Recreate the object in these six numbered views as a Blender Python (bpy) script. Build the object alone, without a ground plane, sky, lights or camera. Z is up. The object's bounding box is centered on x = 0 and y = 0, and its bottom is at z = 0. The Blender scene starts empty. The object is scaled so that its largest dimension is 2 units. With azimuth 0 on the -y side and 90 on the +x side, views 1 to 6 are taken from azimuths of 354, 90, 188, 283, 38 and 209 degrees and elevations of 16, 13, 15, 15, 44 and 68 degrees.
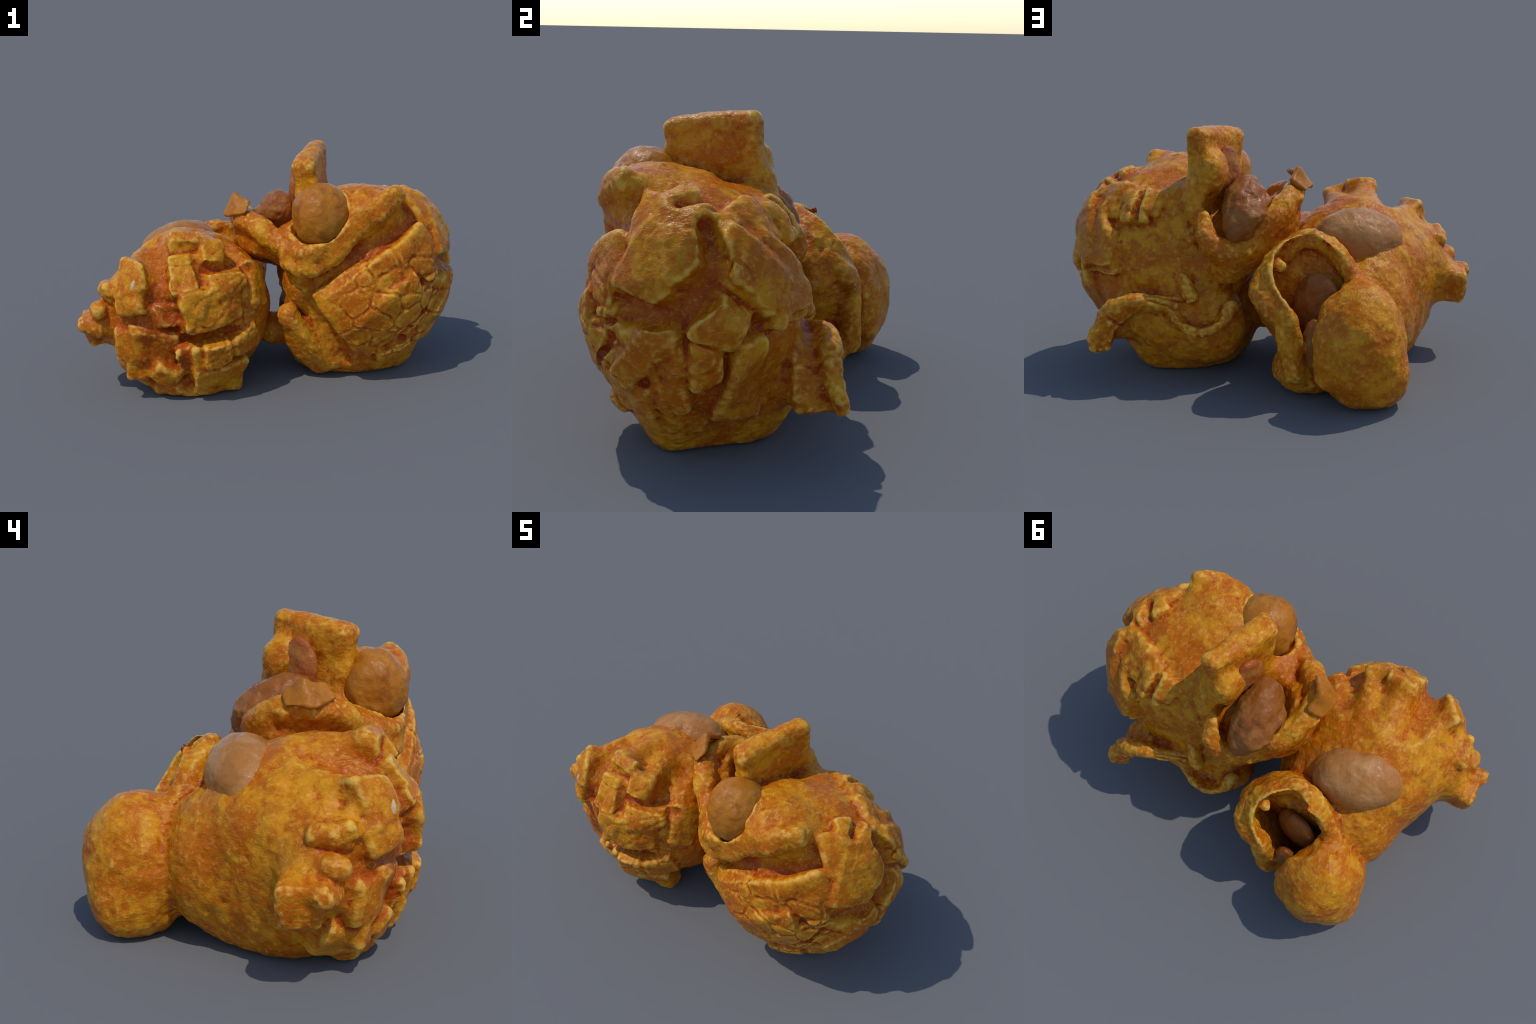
"""Two pieces of caramel popcorn lying against each other.

Each flake is modelled as a smooth implicit body (ellipsoids, swept tubes,
ribbons and crust blocks that follow the body's curvature), meshed with surface
nets, roughened with noise and then separated by region into named parts.
"""
import numpy as np

F32 = np.float32

# ------------------------------------------------------------------ noise ---
def _hash(ix, iy, iz, seed):
    n = (ix.astype(np.int64) * 73856093) ^ (iy.astype(np.int64) * 19349663) ^ (iz.astype(np.int64) * 83492791) ^ (seed * 2654435761)
    n = (n ^ (n >> 13)) * 1274126177 & 0x7FFFFFFF
    n = (n ^ (n >> 16)) * 668265263 & 0x7FFFFFFF
    return ((n ^ (n >> 15)) & 0xFFFF) / 65535.0


def value_noise(p, seed=0):
    i = np.floor(p).astype(np.int64)
    f = p - i
    f = f * f * f * (f * (f * 6 - 15) + 10)
    out = 0
    for dx in (0, 1):
        for dy in (0, 1):
            for dz in (0, 1):
                w = (f[:, 0] if dx else 1 - f[:, 0]) * (f[:, 1] if dy else 1 - f[:, 1]) * (f[:, 2] if dz else 1 - f[:, 2])
                out = out + w * _hash(i[:, 0] + dx, i[:, 1] + dy, i[:, 2] + dz, seed)
    return out * 2 - 1


def fractal(p, octaves=3, seed=0):
    out, a, tot = 0, 1.0, 0.0
    for o in range(octaves):
        out = out + a * value_noise(p * (2.03 ** o) + 17.3 * o, seed + o)
        tot += a
        a *= 0.5
    return out / tot


def voronoi(p, seed=0):
    """Distance to the nearest cell border (F2 - F1)."""
    i = np.floor(p).astype(np.int64)
    f1 = np.full(len(p), 9.0)
    f2 = np.full(len(p), 9.0)
    for dx in (-1, 0, 1):
        for dy in (-1, 0, 1):
            for dz in (-1, 0, 1):
                c = i + (dx, dy, dz)
                q = np.stack([_hash(c[:, 0], c[:, 1], c[:, 2], seed + s) for s in (11, 23, 37)], 1)
                d = np.linalg.norm(c + q - p, axis=1)
                m = d < f1
                f2 = np.where(m, f1, np.minimum(f2, d))
                f1 = np.where(m, d, f1)
    return f2 - f1


# ------------------------------------------------------------- primitives ---
def unit(v):
    v = np.asarray(v, float)
    return v / np.linalg.norm(v)


def frame(xdir, zhint=(0, 0, 1)):
    """Rows: long axis, side axis, up axis."""
    x = unit(xdir)
    z = np.asarray(zhint, float)
    z = unit(z - x * (z @ x))
    return np.stack([x, np.cross(z, x), z])


class Ellipsoid:
    def __init__(self, c, r, rows=None):
        self.c, self.r = np.array(c, float), np.array(r, float)
        self.m = np.eye(3) if rows is None else np.asarray(rows)
        e = np.sqrt(((self.m * self.r[:, None]) ** 2).sum(0))
        self.box = self.c - e, self.c + e

    def __call__(self, x, y, z):
        q = local(x, y, z, self.c, self.m)
        k0 = np.sqrt(sum((q[i] / self.r[i]) ** 2 for i in range(3))) + 1e-6
        k1 = np.sqrt(sum((q[i] / self.r[i] ** 2) ** 2 for i in range(3))) + 1e-6
        return k0 * (k0 - 1) / k1

    def grown(self, d):
        return Ellipsoid(self.c, self.r + d, self.m)

    def normal(self, p):
        q = self.m @ (np.asarray(p, float) - self.c)
        return unit(self.m.T @ (q / self.r ** 2))

    def onto(self, p):
        q = self.m @ (np.asarray(p, float) - self.c)
        return self.c + self.m.T @ (q / np.linalg.norm(q / self.r))


def local(x, y, z, c, m):
    x, y, z = x - F32(c[0]), y - F32(c[1]), z - F32(c[2])
    return [F32(m[i][0]) * x + F32(m[i][1]) * y + F32(m[i][2]) * z for i in range(3)]


class Block:
    """Rounded box; taper narrows it along its first axis."""
    def __init__(self, c, half, rows=None, rnd=0.02, taper=0.0):
        self.c, self.h, self.k, self.t = np.array(c, float), np.array(half, float), rnd, taper
        self.m = np.eye(3) if rows is None else np.asarray(rows)
        hh = self.h * (1 + abs(taper))
        e = np.abs(self.m * hh[:, None]).sum(0)
        self.box = self.c - e, self.c + e

    def __call__(self, x, y, z):
        q = local(x, y, z, self.c, self.m)
        s = 1 - F32(self.t) * np.clip(q[0] / F32(self.h[0]), -1, 1)
        a = [np.abs(q[0]) - F32(self.h[0] - self.k), np.abs(q[1]) - F32(self.h[1]) * s + F32(self.k), np.abs(q[2]) - F32(self.h[2] - self.k)]
        out = np.sqrt(sum(np.maximum(v, 0) ** 2 for v in a))
        return out + np.minimum(np.maximum(np.maximum(a[0], a[1]), a[2]), 0) - F32(self.k)


def spline(pts, n=6):
    pts = np.asarray(pts, float)
    ext = np.vstack([2 * pts[0] - pts[1], pts, 2 * pts[-1] - pts[-2]])
    out = []
    for i in range(1, len(ext) - 2):
        p0, p1, p2, p3 = ext[i - 1:i + 3]
        for t in np.arange(n) / n:
            out.append(0.5 * (2 * p1 + (p2 - p0) * t + (2 * p0 - 5 * p1 + 4 * p2 - p3) * t * t + (3 * p1 - p0 - 3 * p2 + p3) * t ** 3))
    out.append(pts[-1])
    return np.array(out)


class Tube:
    """Swept rope through control points (x, y, z, radius)."""
    def __init__(self, pts, n=5):
        self.s = spline(pts, n)
        r = self.s[:, 3:4]
        self.box = (self.s[:, :3] - r).min(0), (self.s[:, :3] + r).max(0)

    def __call__(self, x, y, z):
        best = None
        for a, b in zip(self.s[:-1], self.s[1:]):
            ab = b[:3] - a[:3]
            l2 = max(ab @ ab, 1e-9)
            px, py, pz = x - F32(a[0]), y - F32(a[1]), z - F32(a[2])
            t = np.clip((px * F32(ab[0]) + py * F32(ab[1]) + pz * F32(ab[2])) / F32(l2), 0, 1)
            d = np.sqrt((px - t * F32(ab[0])) ** 2 + (py - t * F32(ab[1])) ** 2 + (pz - t * F32(ab[2])) ** 2) - F32(a[3]) - t * F32(b[3] - a[3])
            best = d if best is None else np.minimum(best, d)
        return best


class Ribbon:
    """Swept flat band: control points (x, y, z, half width, half thickness), faces given by normals."""
    def __init__(self, pts, normals, n=5, rnd=0.015):
        self.s, self.n, self.k = spline(pts, n), spline(normals, n), rnd
        r = self.s[:, 3:5].max(1)[:, None] * 1.1
        self.box = (self.s[:, :3] - r).min(0), (self.s[:, :3] + r).max(0)

    def __call__(self, x, y, z):
        best = None
        k = F32(self.k)
        for a, b, n in zip(self.s[:-1], self.s[1:], self.n[:-1]):
            ab = b[:3] - a[:3]
            L = np.linalg.norm(ab)
            m = frame(ab, n)
            q = local(x, y, z, a[:3], m)
            t = np.clip(q[0] / F32(L), 0, 1)
            w = F32(a[3]) + t * F32(b[3] - a[3])
            h = F32(a[4]) + t * F32(b[4] - a[4])
            e = [np.abs(q[0] - t * F32(L)), np.abs(q[1]) - w + k, np.abs(q[2]) - h + k]
            d = np.sqrt(sum(np.maximum(v, 0) ** 2 for v in e)) + np.minimum(np.maximum(e[1], e[2]), 0) - k
            best = d if best is None else np.minimum(best, d)
        return best


class Both:
    """Intersection of two solids."""
    def __init__(self, a, b, k=0.015):
        self.a, self.b, self.k, self.box = a, b, k, a.box

    def __call__(self, x, y, z):
        return smax(self.a(x, y, z), self.b(x, y, z), self.k)


class Slope:
    """Half space on the far side of a plane (used to plane something down)."""
    def __init__(self, p, n):
        self.p, self.n = np.array(p, float), unit(n)
        self.box = np.full(3, -9.0), np.full(3, 9.0)

    def __call__(self, x, y, z):
        return -(F32(self.n[0]) * (x - F32(self.p[0])) + F32(self.n[1]) * (y - F32(self.p[1])) + F32(self.n[2]) * (z - F32(self.p[2])))


class Minus:
    def __init__(self, a, b, k=0.015):
        self.a, self.b, self.k, self.box = a, b, k, a.box

    def __call__(self, x, y, z):
        return smax(self.a(x, y, z), -self.b(x, y, z), self.k)


def smax(a, b, k):
    h = np.maximum(F32(k) - np.abs(a - b), 0) / F32(k)
    return np.maximum(a, b) + h * h * F32(k / 4)


def smin(a, b, k):
    h = np.maximum(F32(k) - np.abs(a - b), 0) / F32(k)
    return np.minimum(a, b) - h * h * F32(k / 4)


class Warped:
    """A solid whose outline wanders, so that no edge stays straight."""
    def __init__(self, solid, phase, amount=0.009):
        self.s, self.p, self.a = solid, phase, F32(amount)
        self.box = solid.box[0] - 2 * amount, solid.box[1] + 2 * amount

    def __call__(self, x, y, z):
        p = self.p

        def wave(u, v, q):
            return (np.sin(F32(11) * u + F32(q) + F32(0.8) * np.sin(F32(9) * v + F32(2 * q))) + F32(0.35) * np.sin(F32(31) * v + F32(3 * q) + F32(0.8) * np.sin(F32(23) * u))) * self.a
        return self.s(x + wave(y, z, p), y + wave(z, x, p + 2.1), z + wave(x, y, p + 4.4))


def crust(base, a, b, wide, rise, sink=0.09, rnd=0.025, taper=0.0, k=0.025):
    """A block of crust from a to b on the ellipsoid base, standing rise above it and following its curve."""
    a, b = base.onto(a), base.onto(b)
    mid = base.onto((a + b) / 2)
    n = base.normal(mid)
    rows = frame(b - a, n)
    half = (np.linalg.norm(b - a) * 0.56 + 0.006, wide * 0.6 + 0.006, sink + 0.08)
    phase = 37.0 * (mid[0] + 2 * mid[1] + 3 * mid[2])
    return Warped(Both(Block(mid, half, rows, rnd, taper + 0.18 * np.sin(phase)), base.grown(rise), k), phase)


# ------------------------------------------------------------------ field ---
class Field:
    def __init__(self, lo, hi, h):
        self.lo, self.h = np.array(lo, float), h
        n = np.ceil((np.array(hi) - lo) / h).astype(int) + 1
        self.ax = [(self.lo[i] + h * np.arange(n[i])).astype(F32) for i in range(3)]
        self.d = np.full(n, 0.3, F32)
        self.kind = np.zeros(n, np.int16)
        self.kinds = []

    def _block(self, box, pad):
        s = []
        for i in range(3):
            a = int(np.floor((box[0][i] - pad - self.lo[i]) / self.h))
            b = int(np.ceil((box[1][i] + pad - self.lo[i]) / self.h)) + 1
            s.append(slice(max(a, 0), max(min(b, self.d.shape[i]), 0)))
        s = tuple(s)
        return s, (self.ax[0][s[0]][:, None, None], self.ax[1][s[1]][None, :, None], self.ax[2][s[2]][None, None, :])

    def add(self, kind, solid, k=0.03, own=False):
        """Join a solid; own=True makes it a part by itself even if the kind exists."""
        if own or kind not in self.kinds:
            self.kinds.append(kind)
        index = len(self.kinds) - 1 if own else self.kinds.index(kind)
        s, xyz = self._block(solid.box, k + 3 * self.h)
        d, old = solid(*xyz), self.d[s]
        self.kind[s] = np.where(d < old, index, self.kind[s])
        self.d[s] = smin(old, d, k)

    def cut(self, solid, k=0.03):
        s, xyz = self._block(solid.box, k + 3 * self.h)
        self.d[s] = smax(self.d[s], -solid(*xyz), k)

    def floor(self, z, k=0.03):
        self.d = smax(self.d, (F32(z) - self.ax[2])[None, None, :], k)

    def mesh(self):
        """Surface nets: one vertex per mixed cell, one quad per crossed edge."""
        d = self.d
        inside = d < 0
        c = [inside[i:d.shape[0] - 1 + i, j:d.shape[1] - 1 + j, k:d.shape[2] - 1 + k] for i in (0, 1) for j in (0, 1) for k in (0, 1)]
        count = sum(v.astype(np.int8) for v in c)
        mixed = (count > 0) & (count < 8)
        ids = np.full(mixed.shape, -1, np.int32)
        cell = np.argwhere(mixed)
        ids[mixed] = np.arange(len(cell))
        acc, num = np.zeros((len(cell), 3)), np.zeros(len(cell))
        for axis in range(3):
            for u in (0, 1):
                for v in (0, 1):
                    o = np.zeros(3, int)
                    o[(axis + 1) % 3], o[(axis + 2) % 3] = u, v
                    a = cell + o
                    b = a.copy()
                    b[:, axis] += 1
                    da, db = d[tuple(a.T)].astype(float), d[tuple(b.T)].astype(float)
                    m = (da < 0) != (db < 0)
                    t = np.where(m, da / np.where(m, da - db, 1), 0)
                    p = a.astype(float)
                    p[:, axis] += t
                    acc += np.where(m[:, None], p, 0)
                    num += m
        verts = self.lo + self.h * acc / num[:, None]
        kind = self.kind[tuple(cell.T)]
        faces = []
        for axis in range(3):
            u, v = (axis + 1) % 3, (axis + 2) % 3
            sl = [slice(1, n - 1) for n in d.shape]
            sl[axis] = slice(0, d.shape[axis] - 1)
            sh = list(sl)
            sh[axis] = slice(1, d.shape[axis])
            A, B = inside[tuple(sl)], inside[tuple(sh)]
            for flip, m in ((False, A & ~B), (True, ~A & B)):
                g = np.argwhere(m) + [s.start for s in sl]
                q = []
                for du, dv in ((0, 0), (1, 0), (1, 1), (0, 1)):
                    e = g.copy()
                    e[:, u] -= 1 - du
                    e[:, v] -= 1 - dv
                    q.append(ids[tuple(e.T)])
                q = np.stack(q, 1)
                faces.append(q[:, ::-1] if flip else q)
        return verts, np.concatenate(faces), kind


def vertex_normals(v, f):
    n = np.zeros_like(v)
    fn = np.cross(v[f[:, 2]] - v[f[:, 0]], v[f[:, 3]] - v[f[:, 1]])
    for i in range(4):
        np.add.at(n, f[:, i], fn)
    return n / (np.linalg.norm(n, axis=1, keepdims=True) + 1e-12)


H = 0.0075

# colours of the glaze, green and blue lowered to tint its shade warm brown
YELLOW = (0.63, 0.25, 0.009)
ORANGE = (0.49, 0.118, 0.003)
RUSSET = (0.34, 0.075, 0.005)
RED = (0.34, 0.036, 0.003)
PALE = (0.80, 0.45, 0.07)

# main bodies of the two flakes
ROUND_AT, LOBED_AT = np.array((0.5, -0.16, 0.0)), np.array((-0.45, -0.1, 0.0))

# crust blocks: both ends of the long axis, width, height above the body
CRUST_ROUND = [
    ((0.690, -0.460, 0.270), (0.860, -0.400, 0.460), 0.150, -0.018),
    ((0.290, -0.550, 0.392), (0.792, -0.473, 0.714), 0.192, 0.008),
    ((0.377, -0.562, 0.288), (0.734, -0.547, 0.472), 0.192, 0.008),
    ((0.459, -0.539, 0.197), (0.639, -0.558, 0.313), 0.123, 0.004),
    ((0.536, -0.492, 0.124), (0.697, -0.468, 0.179), 0.066, 0.0),
    ((0.762, -0.259, 0.943), (0.869, -0.314, 0.812), 0.207, 0.01),
    ((0.872, -0.270, 0.836), (0.920, -0.352, 0.647), 0.177, 0.018),
    ((0.897, -0.204, 0.820), (0.954, -0.210, 0.691), 0.106, 0.018),
    ((0.886, -0.087, 0.820), (0.892, -0.011, 0.757), 0.129, 0.02),
    ((0.899, -0.038, 0.769), (0.862, 0.100, 0.622), 0.141, 0.03),
    ((0.855, -0.180, 0.878), (0.847, -0.067, 0.862), 0.070, 0.01),
    ((0.828, 0.031, 0.810), (0.769, 0.163, 0.656), 0.083, 0.01),
    ((0.755, -0.038, 0.923), (0.789, 0.075, 0.802), 0.105, 0.0),
    ((0.868, 0.107, 0.561), (0.729, 0.200, 0.581), 0.090, 0.035),
    ((0.976, -0.155, 0.583), (0.954, -0.028, 0.517), 0.128, 0.028),
    ((0.895, -0.402, 0.440), (0.968, -0.241, 0.468), 0.146, 0.012),
    ((0.965, -0.172, 0.400), (0.957, -0.080, 0.404), 0.130, 0.01),
    ((0.845, -0.410, 0.297), (0.788, -0.393, 0.182), 0.140, 0.0),
    ((0.935, -0.271, 0.342), (0.881, -0.260, 0.213), 0.102, -0.005),
    ((0.929, 0.021, 0.460), (0.827, -0.019, 0.158), 0.129, 0.0),
    ((0.755, -0.513, 0.669), (0.814, -0.495, 0.540), 0.095, 0.008),
    ((0.783, -0.518, 0.490), (0.728, -0.514, 0.303), 0.069, 0.0),
    ((0.959, -0.287, 0.519), (0.844, -0.422, 0.319), 0.090, 0.02),
    ((0.641, 0.028, 0.927), (0.706, 0.119, 0.810), 0.091, 0.0),
    ((0.607, 0.070, 0.899), (0.615, 0.161, 0.783), 0.103, 0.0),
    ((0.508, 0.067, 0.898), (0.550, 0.136, 0.826), 0.097, 0.02),
    ((0.880, 0.095, 0.550), (0.730, 0.199, 0.587), 0.092, 0.02),
    ((0.755, 0.142, 0.728), (0.759, 0.167, 0.659), 0.091, 0.0),
    ((0.736, -0.205, 0.967), (0.799, -0.267, 0.914), 0.075, 0.01),
]
CRUST_LOBED = [
    ((-0.735, -0.566, 0.455), (-0.541, -0.646, 0.470), 0.100, -0.055),
    ((-0.493, -0.485, 0.824), (-0.372, -0.473, 0.824), 0.072, 0.02),
    ((-0.465, -0.565, 0.755), (-0.449, -0.616, 0.680), 0.158, 0.0),
    ((-0.472, -0.615, 0.681), (-0.449, -0.646, 0.612), 0.169, 0.01),
    ((-0.349, -0.536, 0.768), (-0.224, -0.514, 0.717), 0.109, 0.02),
    ((-0.745, -0.502, 0.649), (-0.596, -0.596, 0.667), 0.131, 0.015),
    ((-0.777, -0.529, 0.521), (-0.660, -0.610, 0.557), 0.097, 0.01),
    ((-0.434, -0.672, 0.501), (-0.182, -0.592, 0.503), 0.188, 0.008),
    ((-0.456, -0.653, 0.591), (-0.357, -0.655, 0.549), 0.124, 0.0),
    ((-0.311, -0.617, 0.628), (-0.146, -0.513, 0.627), 0.098, 0.012),
    ((-0.100, -0.400, 0.630), (-0.085, -0.470, 0.470), 0.110, 0.005),
    ((-0.349, -0.643, 0.253), (-0.241, -0.614, 0.270), 0.104, 0.02),
    ((-0.216, -0.607, 0.290), (-0.108, -0.536, 0.329), 0.099, 0.01),
    ((-0.411, -0.595, 0.120), (-0.179, -0.509, 0.122), 0.118, 0.005),
    ((-0.440, -0.661, 0.286), (-0.411, -0.604, 0.136), 0.115, -0.008),
    ((-0.618, -0.579, 0.163), (-0.512, -0.566, 0.085), 0.088, -0.015),
    ((-0.785, -0.483, 0.603), (-0.706, -0.515, 0.684), 0.083, -0.015),
    ((-0.807, -0.493, 0.518), (-0.754, -0.547, 0.539), 0.071, -0.02),
    ((-0.816, -0.463, 0.271), (-0.782, -0.524, 0.323), 0.095, -0.02),
    ((-0.793, -0.383, 0.129), (-0.666, -0.495, 0.082), 0.118, -0.01),
    ((-0.861, -0.330, 0.559), (-0.837, -0.403, 0.579), 0.038, 0.0),
]


def roughen(v, n, amount=1.0):
    """Lumps and pits of the sugar coat, moved along the normals."""
    d = 0.010 * fractal(v * 7.0, 2, 3) + 0.006 * fractal(v * 18.0, 2, 9) + 0.0025 * fractal(v * 55.0, 2, 21)
    fold = 1 - 2.6 * np.abs(fractal(v * 8.0 + 1.5 * fractal(v * 4.0, 2, 61)[:, None], 2, 57))
    where = np.clip(2.5 * fractal(v * 3.0, 2, 71), 0, 1) * np.clip((v[:, 0] - 0.25) / 0.1, 0, 1)
    return (d - 0.008 * where * np.clip(fold, 0, 1) ** 2) * amount


def cracks(v, centre, radius, scale=8.0, deep=0.014, seed=5):
    w = v + 0.03 * np.stack([fractal(v * 9.0, 2, s) for s in (31, 32, 33)], 1)
    e = voronoi(w * scale * (1, 1, 1.3), seed)
    m = np.clip((radius - np.linalg.norm(v - centre, axis=1)) / 0.1, 0, 1)
    return -deep * m * np.clip(1 - e / 0.13, 0, 1)

# ============================================================ right flake ===
def turn(w):
    """Rotation matrix of a rotation vector."""
    a = np.linalg.norm(w)
    x, y, z = np.asarray(w) / a
    k = np.array([[0, -z, y], [z, 0, -x], [-y, x, 0]])
    return np.eye(3) + np.sin(a) * k + (1 - np.cos(a)) * k @ k


ROUND_SHELL = Ellipsoid((0.518, -0.177, 0.470), (0.453, 0.424, 0.545), turn((-0.066, -0.311, -0.279)))
LOBED_SHELL = Ellipsoid((-0.436, -0.263, 0.381), (0.452, 0.409, 0.506), turn((-0.218, 0.154, -0.05)))
LOBED_CORE = Ellipsoid((-0.430, -0.188, 0.373), (0.440, 0.395, 0.476), turn((-0.785, 0.317, -0.015)))


def build_round_flake():
    f = Field((-0.25, -0.72, -0.03), (1.05, 0.50, 1.26), H)
    shell = ROUND_SHELL
    f.add("puffed_body", shell.grown(-0.05))
    f.add("puffed_body", Ellipsoid((0.46, -0.29, 0.85), (0.24, 0.23, 0.145)), 0.05)
    f.add("puffed_body", Ellipsoid((0.47, -0.365, 0.90), (0.20, 0.155, 0.11)), 0.04)
    f.add("puffed_body", Ellipsoid((0.475, -0.14, 0.16), (0.365, 0.29, 0.27)), 0.10)
    f.cut(Slope((0.922, -0.052, 0.402), (0.80, 0.28, -0.53)), 0.05)
    for a, b, wide, rise in CRUST_ROUND:
        f.add("crust_block", crust(shell, a, b, wide, rise), 0.02, own=True)
    f.cut(Slope((0.965, -0.04, 0.38), (0.80, 0.28, -0.53)), 0.04)
    # deep recess below the ledge
    f.cut(Tube([(0.08, -0.42, 0.40, 0.04), (0.16, -0.54, 0.50, 0.055), (0.28, -0.575, 0.58, 0.048), (0.42, -0.58, 0.675, 0.04), (0.58, -0.555, 0.81, 0.034), (0.69, -0.44, 0.895, 0.024)]), 0.012)
    # seat of the front husk and ledge
    f.add("puffed_body", Ellipsoid((0.21, -0.32, 0.72), (0.19, 0.19, 0.13)), 0.05)
    ledge = [(0.095, -0.425, 0.68), (0.18, -0.485, 0.675), (0.30, -0.495, 0.735), (0.43, -0.485, 0.835), (0.55, -0.465, 0.915), (0.64, -0.41, 0.965)]
    f.add("ledge", Warped(Ribbon([(*p, w, 0.06) for p, w in zip(ledge, (0.065, 0.08, 0.075, 0.07, 0.06, 0.045))],
                                 [(0.1, -1, 0.15)] * 3 + [(0.15, -1, 0.4)] * 3, rnd=0.035), 1.0, 0.007), 0.03)
    f.cut(Ellipsoid((0.25, -0.42, 0.87), (0.155, 0.14, 0.165)), 0.02)
    f.cut(Tube([(0.40, -0.50, 0.98, 0.02), (0.39, -0.47, 1.01, 0.025), (0.40, -0.40, 1.03, 0.02)]), 0.03)
    # dark hollows between the blocks
    f.cut(Tube([(0.905, -0.40, 0.565, 0.012), (0.955, -0.28, 0.575, 0.038), (0.97, -0.15, 0.665, 0.065), (0.945, -0.105, 0.75, 0.05), (0.86, -0.14, 0.86, 0.03)]), 0.025)
    f.cut(Tube([(0.97, -0.03, 0.65, 0.03), (0.97, 0.05, 0.55, 0.035), (0.945, 0.065, 0.40, 0.04)]), 0.025)
    f.cut(Tube([(0.80, -0.23, 0.92, 0.02), (0.77, -0.13, 0.95, 0.022), (0.71, -0.03, 0.955, 0.022)]), 0.03)
    f.cut(Tube([(0.57, 0.07, 0.91, 0.015), (0.59, 0.13, 0.84, 0.02), (0.60, 0.17, 0.77, 0.02)]), 0.02)
    f.cut(Tube([(0.60, -0.53, 0.22, 0.012), (0.72, -0.52, 0.33, 0.012), (0.86, -0.45, 0.50, 0.010)]), 0.02)
    f.cut(Tube([(0.70, 0.24, 0.55, 0.02), (0.85, 0.14, 0.53, 0.02)]), 0.03)
    f.cut(Ellipsoid((0.91, 0.14, 0.18), (0.16, 0.17, 0.26)), 0.05)
    # standing petal
    f.add("petal", Warped(Block((0.26, -0.135, 0.985), (0.20, 0.06, 0.195), frame((0.36, 0.93, 0.10)), 0.05, 0.06), 2.0, 0.006), 0.04)
    f.add("petal", Ellipsoid((0.25, -0.015, 0.97), (0.075, 0.095, 0.12)), 0.03)
    f.add("petal", Tube([(0.32, 0.035, 0.93, 0.05), (0.335, 0.065, 0.83, 0.045), (0.31, 0.085, 0.74, 0.045)]), 0.05)
    # lobe under the petal, with a fold down to the cup
    f.add("puffed_body", Ellipsoid((0.42, -0.02, 0.78), (0.14, 0.12, 0.15)), 0.05)
    f.add("puffed_body", Tube([(0.44, 0.06, 0.84, 0.03), (0.40, 0.095, 0.74, 0.025), (0.34, 0.11, 0.68, 0.03)]), 0.03)
    f.add("puffed_body", Ellipsoid((0.27, -0.12, 0.55), (0.20, 0.25, 0.25)), 0.06)
    f.add("puffed_body", Ellipsoid((0.165, -0.33, 0.53), (0.10, 0.12, 0.15)), 0.04)
    # cup rim that holds the inner husk
    f.add("rim", Tube([(0.27, 0.10, 0.76, 0.05), (0.265, 0.15, 0.71, 0.06), (0.21, 0.165, 0.65, 0.06), (0.11, 0.13, 0.635, 0.055), (0.03, 0.08, 0.66, 0.055),
                       (-0.035, 0.05, 0.76, 0.06), (-0.10, -0.05, 0.825, 0.06), (-0.115, -0.18, 0.835, 0.055), (-0.06, -0.29, 0.82, 0.06), (0.04, -0.37, 0.75, 0.055)], 7), 0.03)
    f.add("rim", Tube([(0.16, 0.10, 0.56, 0.09), (0.03, 0.02, 0.62, 0.09), (-0.06, -0.05, 0.70, 0.09), (-0.065, -0.19, 0.725, 0.08), (0.05, -0.30, 0.68, 0.06)]), 0.05)
    f.add("rim", Ellipsoid((-0.02, -0.10, 0.72), (0.09, 0.20, 0.12)), 0.04)
    f.cut(Ellipsoid((0.085, -0.05, 0.83), (0.115, 0.17, 0.15)), 0.03)
    f.cut(Tube([(0.22, 0.06, 0.84, 0.05), (0.20, 0.09, 0.72, 0.05)]), 0.02)
    # curled flap and folded lip low at the back
    f.add("puffed_body", Ellipsoid((0.42, 0.06, 0.27), (0.28, 0.17, 0.21)), 0.06)
    f.add("curl", Tube([(0.42, 0.20, 0.38, 0.035), (0.50, 0.245, 0.405, 0.04), (0.60, 0.28, 0.42, 0.042), (0.71, 0.29, 0.365, 0.042), (0.775, 0.31, 0.27, 0.04), (0.785, 0.33, 0.20, 0.03)]), 0.03)
    f.add("curl", Ribbon([(0.50, 0.19, 0.39, 0.06, 0.025), (0.62, 0.215, 0.395, 0.08, 0.028), (0.715, 0.235, 0.32, 0.095, 0.03), (0.755, 0.25, 0.20, 0.09, 0.026)],
                         [(0, 0.5, 1), (0.4, 0.3, 0.9), (0.8, 0.3, 0.5), (1, 0.2, 0.1)], rnd=0.02), 0.03)
    f.add("curl", Tube([(0.62, 0.12, 0.30, 0.09), (0.70, 0.15, 0.25, 0.06)]), 0.04)
    f.add("lip", Tube([(0.37, 0.185, 0.50, 0.025), (0.345, 0.215, 0.45, 0.032), (0.32, 0.23, 0.40, 0.032), (0.30, 0.235, 0.35, 0.03)]), 0.04)
    f.add("lip", Tube([(0.44, 0.21, 0.37, 0.025), (0.38, 0.255, 0.29, 0.03), (0.28, 0.265, 0.27, 0.035), (0.19, 0.24, 0.31, 0.035), (0.15, 0.20, 0.36, 0.03)]), 0.03)
    f.add("puffed_body", Ellipsoid((0.27, 0.09, 0.24), (0.17, 0.13, 0.19)), 0.04)
    f.cut(Ellipsoid((0.28, 0.25, 0.35), (0.09, 0.06, 0.06)), 0.02)
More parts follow.
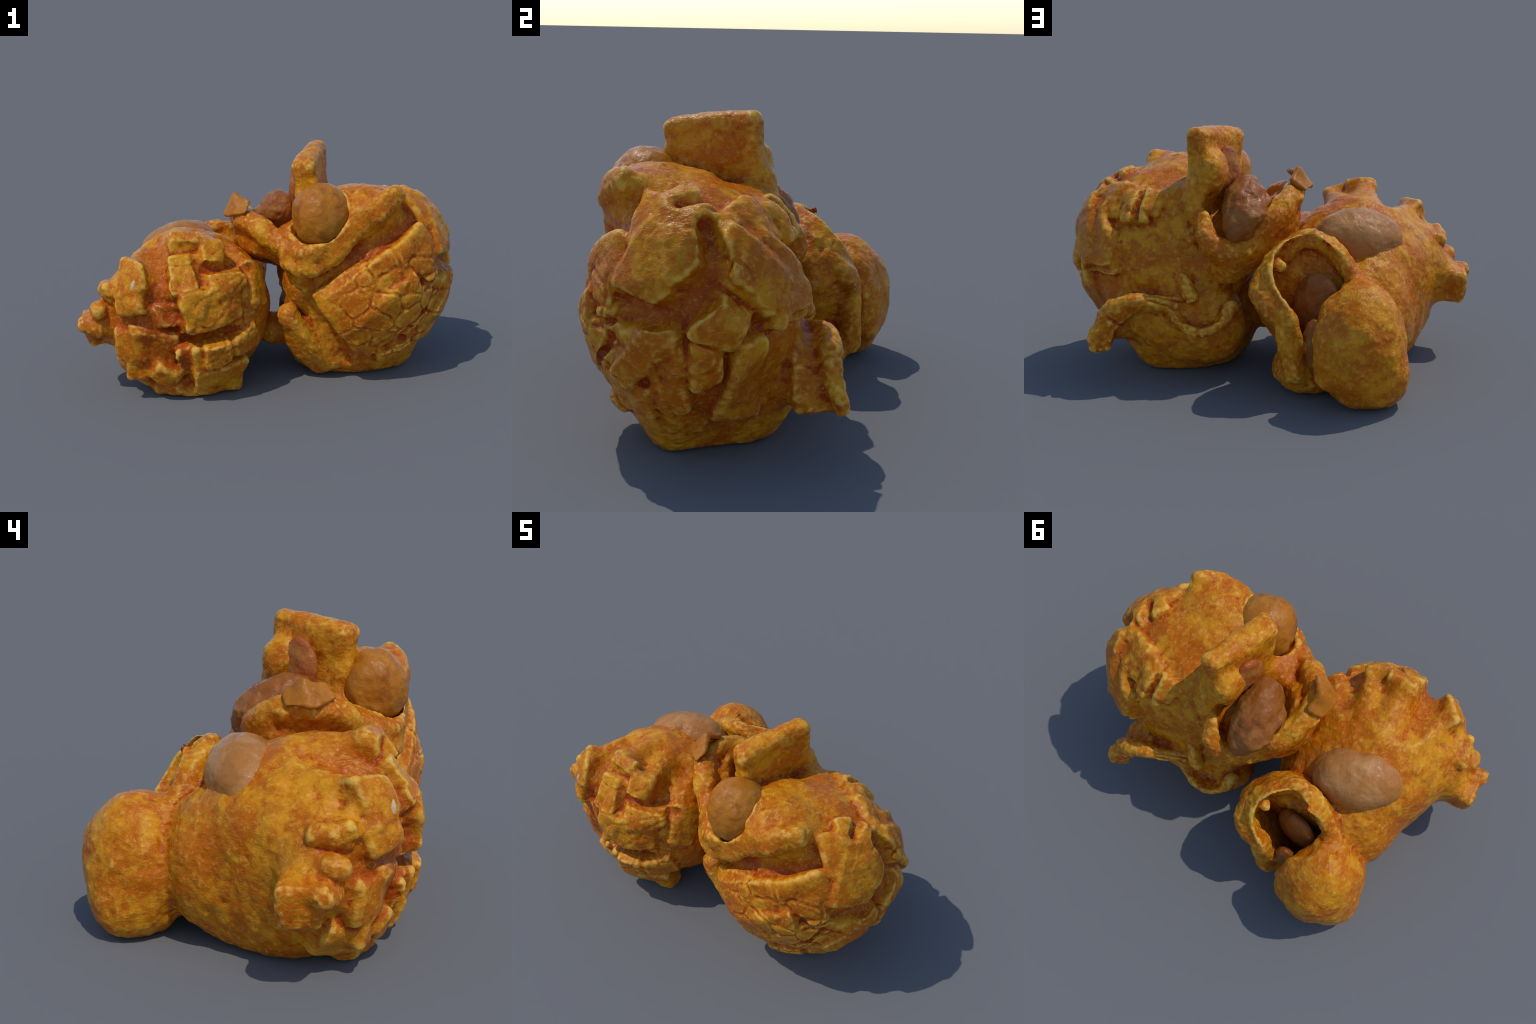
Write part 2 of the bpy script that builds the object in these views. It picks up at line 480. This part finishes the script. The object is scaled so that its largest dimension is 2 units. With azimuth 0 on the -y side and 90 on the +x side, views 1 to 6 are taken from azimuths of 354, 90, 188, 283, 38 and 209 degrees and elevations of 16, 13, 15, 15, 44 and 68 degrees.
    # lower front wedge
    f.add("wedge", Warped(Ribbon([(0.07, -0.40, 0.38, 0.05, 0.05), (0.155, -0.38, 0.22, 0.08, 0.06), (0.275, -0.35, 0.07, 0.085, 0.06)],
                                 [(-0.5, -0.7, -0.2)] * 3, rnd=0.045), 3.0, 0.008), 0.03)
    f.cut(Tube([(0.185, -0.475, 0.44, 0.03), (0.24, -0.47, 0.33, 0.04), (0.31, -0.46, 0.20, 0.04), (0.37, -0.44, 0.10, 0.03)]), 0.025)
    f.add("puffed_body", Ellipsoid((0.27, -0.19, 0.24), (0.19, 0.20, 0.24)), 0.05)
    f.add("puffed_body", Tube([(0.16, -0.20, 0.24, 0.09), (0.02, -0.20, 0.23, 0.09)]), 0.04)
    f.floor(0.0)
    return f


# ============================================================= left flake ===
def build_lobed_flake():
    f = Field((-1.06, -0.74, -0.03), (0.14, 0.74, 0.95), H)
    shell = LOBED_SHELL
    f.add("puffed_body", LOBED_CORE)
    # the flank narrows from the crown back to the pod, and inward towards the ground
    f.cut(Slope((-0.75, -0.05, 0.40), (-0.87, 0.47, 0.08)), 0.06)
    f.cut(Slope((-0.755, -0.10, 0.225), (-0.90, 0.28, -0.36)), 0.06)
    f.cut(Slope((-0.70, -0.09, 0.64), (-0.66, 0.23, 0.71)), 0.06)
    f.cut(Slope((-0.53, -0.535, 0.369), (-0.08, -0.97, -0.22)), 0.03)
    f.add("puffed_body", Ellipsoid((-0.165, -0.34, 0.42), (0.12, 0.20, 0.25)), 0.06)
    f.add("puffed_body", Tube([(-0.58, -0.42, 0.05, 0.06), (-0.42, -0.46, 0.05, 0.07), (-0.24, -0.44, 0.06, 0.07)]), 0.05)
    f.add("puffed_body", Ellipsoid((-0.43, 0.13, 0.31), (0.25, 0.20, 0.275)), 0.08)
    for a, b, wide, rise in CRUST_LOBED:
        f.add("crust_block", crust(shell, a, b, wide, rise), 0.02, own=True)
    # broad flat plate low on the outer side
    f.add("crust_block", Warped(Block((-0.61, -0.492, 0.268), (0.125, 0.145, 0.065), frame((1, -0.09, -0.1), (-0.08, -0.97, -0.22)), 0.03, 0.12), 7.0), 0.02, own=True)
    f.add("crust_block", Warped(Block((-0.70, -0.47, 0.30), (0.09, 0.09, 0.06), frame((1, -0.5, 0.1), (-0.5, -0.85, -0.1)), 0.03, 0.1), 8.0), 0.02, own=True)
    # ridges that run up to the crown of blocks
    for path in ([(-0.44, -0.20, 0.76, 0.045), (-0.45, -0.32, 0.775, 0.05), (-0.455, -0.44, 0.79, 0.055)],
                 [(-0.58, -0.24, 0.70, 0.05), (-0.63, -0.38, 0.67, 0.06), (-0.67, -0.50, 0.65, 0.06)],
                 [(-0.36, -0.25, 0.745, 0.04), (-0.31, -0.36, 0.74, 0.05), (-0.27, -0.44, 0.74, 0.055)],
                 [(-0.20, -0.28, 0.66, 0.04), (-0.14, -0.38, 0.64, 0.05)],
                 [(-0.72, -0.30, 0.60, 0.04), (-0.80, -0.42, 0.56, 0.045), (-0.825, -0.45, 0.59, 0.025)]):
        f.add("ridge", Tube(path), 0.05, own=True)
    # creases of the crown
    f.cut(Tube([(-0.50, -0.65, 0.46, 0.02), (-0.475, -0.66, 0.36, 0.03), (-0.46, -0.63, 0.22, 0.032), (-0.455, -0.55, 0.08, 0.035)]), 0.03)
    f.cut(Tube([(-0.43, -0.685, 0.345, 0.02), (-0.30, -0.655, 0.365, 0.035), (-0.13, -0.58, 0.42, 0.03)]), 0.02)
    f.cut(Tube([(-0.79, -0.53, 0.40, 0.015), (-0.66, -0.62, 0.42, 0.025), (-0.53, -0.655, 0.445, 0.02)]), 0.02)
    f.cut(Tube([(-0.50, -0.53, 0.80, 0.015), (-0.40, -0.54, 0.79, 0.025), (-0.37, -0.58, 0.70, 0.02), (-0.35, -0.635, 0.62, 0.02)]), 0.03)
    f.cut(Tube([(-0.56, -0.55, 0.74, 0.025), (-0.565, -0.62, 0.60, 0.04), (-0.53, -0.64, 0.48, 0.045)]), 0.03)
    f.cut(Tube([(-0.33, -0.57, 0.695, 0.02), (-0.20, -0.53, 0.68, 0.02), (-0.11, -0.46, 0.65, 0.02)]), 0.03)
    # pod: a thin ragged shell with a wide mouth
    pod = Ellipsoid((-0.201, 0.258, 0.372), (0.265, 0.209, 0.366), turn((0.034, 0.114, -0.091)))
    f.add("pod", pod, 0.04)
    f.cut(Slope((-0.042, 0.366, 0.388), (0.70, 0.45, -0.55)), 0.05)
    f.add("pod", Ellipsoid((-0.23, 0.27, 0.11), (0.18, 0.17, 0.13)), 0.05)
    f.cut(Tube([(-0.585, -0.26, 0.785, 0.045), (-0.59, -0.40, 0.765, 0.06), (-0.58, -0.55, 0.70, 0.045), (-0.575, -0.63, 0.60, 0.03)]), 0.05)
    f.cut(Tube([(-0.215, -0.28, 0.765, 0.04), (-0.205, -0.40, 0.755, 0.05), (-0.20, -0.50, 0.715, 0.03)]), 0.05)
    # bulb at the back, curling round from the pod
    f.add("bulb", Ellipsoid((-0.478, 0.418, 0.265), (0.205, 0.228, 0.292), turn((0.056, 0.004, 0.149))), 0.03)
    f.add("bulb", Ellipsoid((-0.55, 0.45, 0.14), (0.14, 0.14, 0.145)), 0.05)
    f.cut(Both(Both(pod.grown(-0.045), Slope((-0.074, 0.346, 0.413), (-0.70, -0.45, 0.55))), Slope((-0.2, 0.235, 0.4), (0.0, 1.0, -0.1))), 0.02)
    f.cut(Tube([(-0.23, 0.25, 0.66, 0.08), (-0.20, 0.36, 0.60, 0.12), (-0.245, 0.44, 0.46, 0.075), (-0.25, 0.48, 0.28, 0.04), (-0.255, 0.48, 0.12, 0.025)]), 0.02)
    f.cut(Tube([(-0.25, 0.28, 0.63, 0.09), (-0.33, 0.305, 0.595, 0.08), (-0.39, 0.33, 0.57, 0.06)]), 0.02)
    f.cut(Ellipsoid((-0.335, 0.385, 0.37), (0.135, 0.10, 0.22)), 0.02)
    f.add("bulb", Tube([(-0.49, 0.30, 0.49, 0.045), (-0.40, 0.40, 0.47, 0.05), (-0.335, 0.48, 0.42, 0.045), (-0.325, 0.52, 0.30, 0.045), (-0.33, 0.52, 0.16, 0.05)]), 0.05)
    f.add("pod", Tube([(-0.45, 0.275, 0.53, 0.035), (-0.39, 0.235, 0.60, 0.045), (-0.315, 0.20, 0.675, 0.045), (-0.20, 0.195, 0.70, 0.045), (-0.10, 0.235, 0.63, 0.04),
                       (-0.04, 0.31, 0.55, 0.04), (-0.02, 0.375, 0.50, 0.04), (-0.06, 0.415, 0.45, 0.045), (-0.135, 0.42, 0.385, 0.05), (-0.15, 0.435, 0.28, 0.055), (-0.18, 0.43, 0.14, 0.055)], 7), 0.025)
    f.add("pod", Tube([(-0.06, 0.27, 0.62, 0.035), (-0.11, 0.315, 0.605, 0.03)]), 0.02)
    # square stump on the outer end, with a small knob above it
    f.add("stump", Warped(Block((-0.875, -0.30, 0.345), (0.085, 0.075, 0.085), frame((-1, -0.15, -0.2)), 0.03, -0.1), 5.0, 0.006), 0.05)
    f.add("stump", Tube([(-0.88, -0.38, 0.37, 0.06), (-0.955, -0.385, 0.39, 0.04)]), 0.03)
    f.add("crust_block", Ellipsoid((-0.875, -0.41, 0.47), (0.04, 0.055, 0.045)), 0.03, own=True)
    f.add("crust_block", Tube([(-0.83, -0.34, 0.57, 0.03), (-0.84, -0.40, 0.575, 0.03)]), 0.03, own=True)
    f.add("stump", Ellipsoid((-0.80, -0.32, 0.40), (0.10, 0.11, 0.13)), 0.04)
    f.floor(0.0)
    return f


# ================================================================ blender ===
def assemble():
    import bpy
    from mathutils import Matrix

    class Nodes:
        """Small helper that wires a procedural material."""
        def __init__(self, name):
            self.m = bpy.data.materials.new(name)
            self.m.use_nodes = True
            self.t = self.m.node_tree
            self.bsdf = self.t.nodes["Principled BSDF"]
            self.co = self.t.nodes.new("ShaderNodeTexCoord").outputs["Object"]
            self.geo = self.t.nodes.new("ShaderNodeNewGeometry")

        def put(self, socket, v):
            if isinstance(v, bpy.types.NodeSocket):
                self.t.links.new(v, socket)
            else:
                socket.default_value = v

        def noise(self, scale, detail=3, rough=0.55, distort=0.0, co=None):
            n = self.t.nodes.new("ShaderNodeTexNoise")
            self.put(n.inputs["Vector"], co or self.co)
            for k, v in (("Scale", scale), ("Detail", detail), ("Roughness", rough), ("Distortion", distort)):
                n.inputs[k].default_value = v
            return n.outputs["Fac"]

        def cells(self, scale, co=None):
            n = self.t.nodes.new("ShaderNodeTexVoronoi")
            self.put(n.inputs["Vector"], co or self.co)
            n.inputs["Scale"].default_value = scale
            return n.outputs["Distance"]

        def span(self, v, a, b, lo=0.0, hi=1.0):
            n = self.t.nodes.new("ShaderNodeMapRange")
            n.interpolation_type = "SMOOTHSTEP"
            self.put(n.inputs["Value"], v)
            for k, x in (("From Min", a), ("From Max", b), ("To Min", lo), ("To Max", hi)):
                n.inputs[k].default_value = x
            return n.outputs["Result"]

        def math(self, op, a, b=0.0, clamp=False):
            n = self.t.nodes.new("ShaderNodeMath")
            n.operation, n.use_clamp = op, clamp
            self.put(n.inputs[0], a)
            self.put(n.inputs[1], b)
            return n.outputs[0]

        def mix(self, f, a, b):
            n = self.t.nodes.new("ShaderNodeMix")
            n.data_type = "RGBA"
            self.put(n.inputs["Factor"], f)
            for k, v in (("A", a), ("B", b)):
                s = [i for i in n.inputs if i.name == k and i.type == "RGBA"][0]
                self.put(s, (*v, 1) if isinstance(v, tuple) else v)
            return [o for o in n.outputs if o.type == "RGBA"][0]

        def mapped(self, loc=(0, 0, 0), rot=(0, 0, 0), scale=(1, 1, 1), kind="POINT"):
            n = self.t.nodes.new("ShaderNodeMapping")
            n.vector_type = kind
            self.put(n.inputs["Vector"], self.co)
            n.inputs["Location"].default_value = loc
            n.inputs["Rotation"].default_value = rot
            n.inputs["Scale"].default_value = scale
            return n.outputs["Vector"]

        def axis(self, direction):
            """Position along a direction."""
            n = self.t.nodes.new("ShaderNodeVectorMath")
            n.operation = "DOT_PRODUCT"
            self.put(n.inputs[0], self.co)
            n.inputs[1].default_value = direction
            return n.outputs["Value"]

        def length(self, v):
            n = self.t.nodes.new("ShaderNodeVectorMath")
            n.operation = "LENGTH"
            self.put(n.inputs[0], v)
            return n.outputs["Value"]

        def bump(self, h, strength, dist, normal=None):
            n = self.t.nodes.new("ShaderNodeBump")
            self.put(n.inputs["Height"], h)
            n.inputs["Strength"].default_value = strength
            n.inputs["Distance"].default_value = dist
            if normal is not None:
                self.put(n.inputs["Normal"], normal)
            return n.outputs["Normal"]

    def candy_coat(name, shell, origin, zone):
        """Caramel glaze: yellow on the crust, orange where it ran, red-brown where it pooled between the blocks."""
        k = Nodes(name)
        rot = Matrix(shell.m.T.tolist()).to_euler()
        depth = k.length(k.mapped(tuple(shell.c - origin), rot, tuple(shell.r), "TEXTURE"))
        patch = k.noise(5.5, 4, 0.6, 0.4)
        mottle = k.noise(22.0, 4, 0.6, 0.6)
        grain = k.noise(75.0, 3, 0.6, 0.3)
        tone = k.math("ADD", k.math("MULTIPLY", patch, 0.6), k.math("MULTIPLY", mottle, 0.4))
        col = k.mix(k.span(tone, 0.43, 0.61), ORANGE, YELLOW)
        col = k.mix(k.math("MULTIPLY", k.span(k.noise(5.0, 3, 0.6, 0.5), 0.55, 0.70), 0.5), col, RUSSET)
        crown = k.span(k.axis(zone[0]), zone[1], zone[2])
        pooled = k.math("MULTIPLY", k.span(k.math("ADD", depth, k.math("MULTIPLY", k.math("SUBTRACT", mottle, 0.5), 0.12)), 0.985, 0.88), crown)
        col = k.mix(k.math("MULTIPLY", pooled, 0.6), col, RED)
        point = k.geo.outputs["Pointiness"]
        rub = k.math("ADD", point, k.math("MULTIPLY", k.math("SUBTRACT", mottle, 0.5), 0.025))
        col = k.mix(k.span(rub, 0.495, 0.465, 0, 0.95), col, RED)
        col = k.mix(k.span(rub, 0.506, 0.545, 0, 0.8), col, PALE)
        col = k.mix(k.math("MULTIPLY", k.span(grain, 0.60, 0.75), 0.35), col, PALE)
        col = k.mix(k.math("MULTIPLY", k.span(grain, 0.40, 0.28), 0.35), col, RUSSET)
        wrinkle = k.noise(55.0, 4, 0.65, 0.8, k.mapped(rot=(0.4, 0.2, 0.6), scale=(1.0, 0.55, 1.0)))
        col = k.mix(k.span(wrinkle, 0.54, 0.67, 0, 0.30), col, PALE)  # golden glints of the glossy coat, painted as pale strokes in the base colour
        col = k.mix(k.span(wrinkle, 0.45, 0.32, 0, 0.22), col, RUSSET)
        k.put(k.bsdf.inputs["Base Color"], col)
        k.put(k.bsdf.inputs["Roughness"], k.span(mottle, 0.3, 0.7, 0.18, 0.36))
        k.bsdf.inputs["Specular IOR Level"].default_value = 0.14
        nrm = k.bump(wrinkle, 0.55, 0.009)
        beads = k.math("SUBTRACT", 0.16, k.cells(26.0), True)
        k.put(k.bsdf.inputs["Normal"], k.bump(beads, 0.25, 0.03, nrm))
        return k.m

    def husk_skin(name, main, light, dark):
        """Thin kernel skin: smooth, glossy, blotched, with fine wrinkles."""
        k = Nodes(name)
        blot = k.noise(7.0, 4, 0.6, 0.6)
        fine = k.noise(40.0, 4, 0.6, 1.0)
        col = k.mix(k.span(blot, 0.45, 0.65), main, light)
        col = k.mix(k.math("MULTIPLY", k.span(k.noise(11.0, 3, 0.6, 0.3), 0.55, 0.7), 0.6), col, dark)
        col = k.mix(k.math("MULTIPLY", k.span(fine, 0.55, 0.75), 0.4), col, light)
        k.put(k.bsdf.inputs["Base Color"], col)
        k.put(k.bsdf.inputs["Roughness"], k.span(fine, 0.3, 0.7, 0.20, 0.36))
        k.bsdf.inputs["Specular IOR Level"].default_value = 0.22
        k.put(k.bsdf.inputs["Normal"], k.bump(k.noise(32.0, 5, 0.65, 1.5), 0.5, 0.008))
        return k.m

    pinkish = husk_skin("pinkish_husk", (0.40, 0.150, 0.032), (0.45, 0.20, 0.06), (0.36, 0.09, 0.010))
    amber = husk_skin("amber_husk", (0.41, 0.135, 0.009), (0.46, 0.17, 0.016), (0.24, 0.055, 0.005))
    pale = husk_skin("pale_husk", (0.55, 0.35, 0.16), (0.60, 0.42, 0.22), (0.50, 0.26, 0.09))
    russet = husk_skin("russet_husk", (0.36, 0.085, 0.015), (0.42, 0.16, 0.03), (0.24, 0.035, 0.012))
    brown = husk_skin("brown_husk", (0.29, 0.088, 0.014), (0.36, 0.14, 0.03), (0.18, 0.045, 0.008))

    def thing(label, at):
        e = bpy.data.objects.new("caramel_popcorn", None)
        e.location = at
        e["label"], e["category"] = label, "popcorn"
        bpy.context.collection.objects.link(e)
        return e

    def part(name, v, f, n, mat, parent):
        me = bpy.data.meshes.new(name)
        me.from_pydata((v - np.array(parent.location)).tolist(), [], f.tolist())
        me.polygons.foreach_set("use_smooth", np.ones(len(f), bool))
        me.materials.append(mat)
        me.update()
        if n is not None:
            me.normals_split_custom_set_from_vertices(n.tolist())
        o = bpy.data.objects.new(name, me)
        o.parent = parent
        bpy.context.collection.objects.link(o)
        return o

    def split(field, parent, mat, cracked=()):
        v, f, kind = field.mesh()
        n = vertex_normals(v, f)
        torn = np.array([1.25 if k in ("pod", "rim", "curl", "lip") else 0.75 if k == "crust_block" else 1.0 for k in field.kinds])
        d = roughen(v, n, torn[kind])
        for zone in cracked:
            d = d + cracks(v, *zone)
        v = v + n * (d * np.clip(v[:, 2] / 0.012, 0, 1))[:, None]
        v[:, 2] = np.maximum(v[:, 2], 0)
        n = vertex_normals(v, f)
        fk = kind[f].max(1)
        for i, name in enumerate(field.kinds):
            sel = f[fk == i]
            if not len(sel):
                continue
            used, inv = np.unique(sel, return_inverse=True)
            part(name, v[used], inv.reshape(sel.shape), n[used], mat, parent)

    def husk(solid, parent, skin, crumple=1.0):
        pad = 0.02
        fld = Field(np.array(solid.box[0]) - pad, np.array(solid.box[1]) + pad, H)
        fld.add("husk", solid)
        v, f, _ = fld.mesh()
        n = vertex_normals(v, f)
        fold = 1 - np.abs(fractal(v * 9.0 + 2.0 * fractal(v * 5.0, 2, 51)[:, None], 2, 47)) * 3
        v = v + n * (crumple * (0.010 * fractal(v * 10.0, 2, 40) + 0.004 * fractal(v * 30.0, 2, 44) - 0.002 * np.clip(fold, 0, 1) ** 3))[:, None]
        part("husk", v, f, vertex_normals(v, f), skin, parent)

    right = thing("round ball of caramel popcorn with cracked crust and upright petal", ROUND_AT)
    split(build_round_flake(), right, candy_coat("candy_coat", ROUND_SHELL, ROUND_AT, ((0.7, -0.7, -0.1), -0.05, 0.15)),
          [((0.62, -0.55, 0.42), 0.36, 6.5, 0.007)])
    husk(Minus(Ellipsoid((0.265, -0.405, 0.875), (0.155, 0.15, 0.165)), Ellipsoid((-0.29, -0.50, 0.88), (0.428, 0.6, 0.6)), 0.01), right, amber)
    husk(Tube([(0.10, -0.10, 0.855, 0.085), (0.085, -0.02, 0.825, 0.11), (0.095, 0.07, 0.765, 0.095), (0.12, 0.14, 0.715, 0.04)], 6), right, brown, 2.0)
    husk(Warped(Ribbon([(-0.095, -0.265, 0.905, 0.05, 0.012), (-0.155, -0.19, 0.90, 0.07, 0.014), (-0.145, -0.10, 0.885, 0.05, 0.012)],
                [(-1, -0.3, 0.9), (-1, 0, 0.8), (-1, 0.4, 0.9)], rnd=0.01), 9.0, 0.016), right, amber)
    husk(Ellipsoid((0.198, -0.095, 0.95), (0.04, 0.095, 0.135), frame((1, -0.5, 0.1))), right, russet, 1.4)
    left = thing("lobed caramel popcorn piece with open pod and knobbly crust", LOBED_AT)
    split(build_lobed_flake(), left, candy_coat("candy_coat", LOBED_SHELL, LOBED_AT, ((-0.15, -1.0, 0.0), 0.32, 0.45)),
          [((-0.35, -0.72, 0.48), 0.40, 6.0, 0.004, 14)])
    husk(Ellipsoid((-0.44, 0.0, 0.635), (0.225, 0.155, 0.165), frame((-0.4, -0.13, -0.05))), left, pinkish)
    husk(Ellipsoid((-0.690, -0.578, 0.635), (0.034, 0.016, 0.012), frame((0.3, 0.15, 1))), left, pale, 0.2)
    husk(Ellipsoid((-0.265, 0.285, 0.39), (0.12, 0.045, 0.18), frame((1, -0.3, 0.1))), left, brown)
    husk(Ellipsoid((-0.27, 0.405, 0.24), (0.06, 0.045, 0.15)), left, brown)


if __name__ == "__main__":
    assemble()
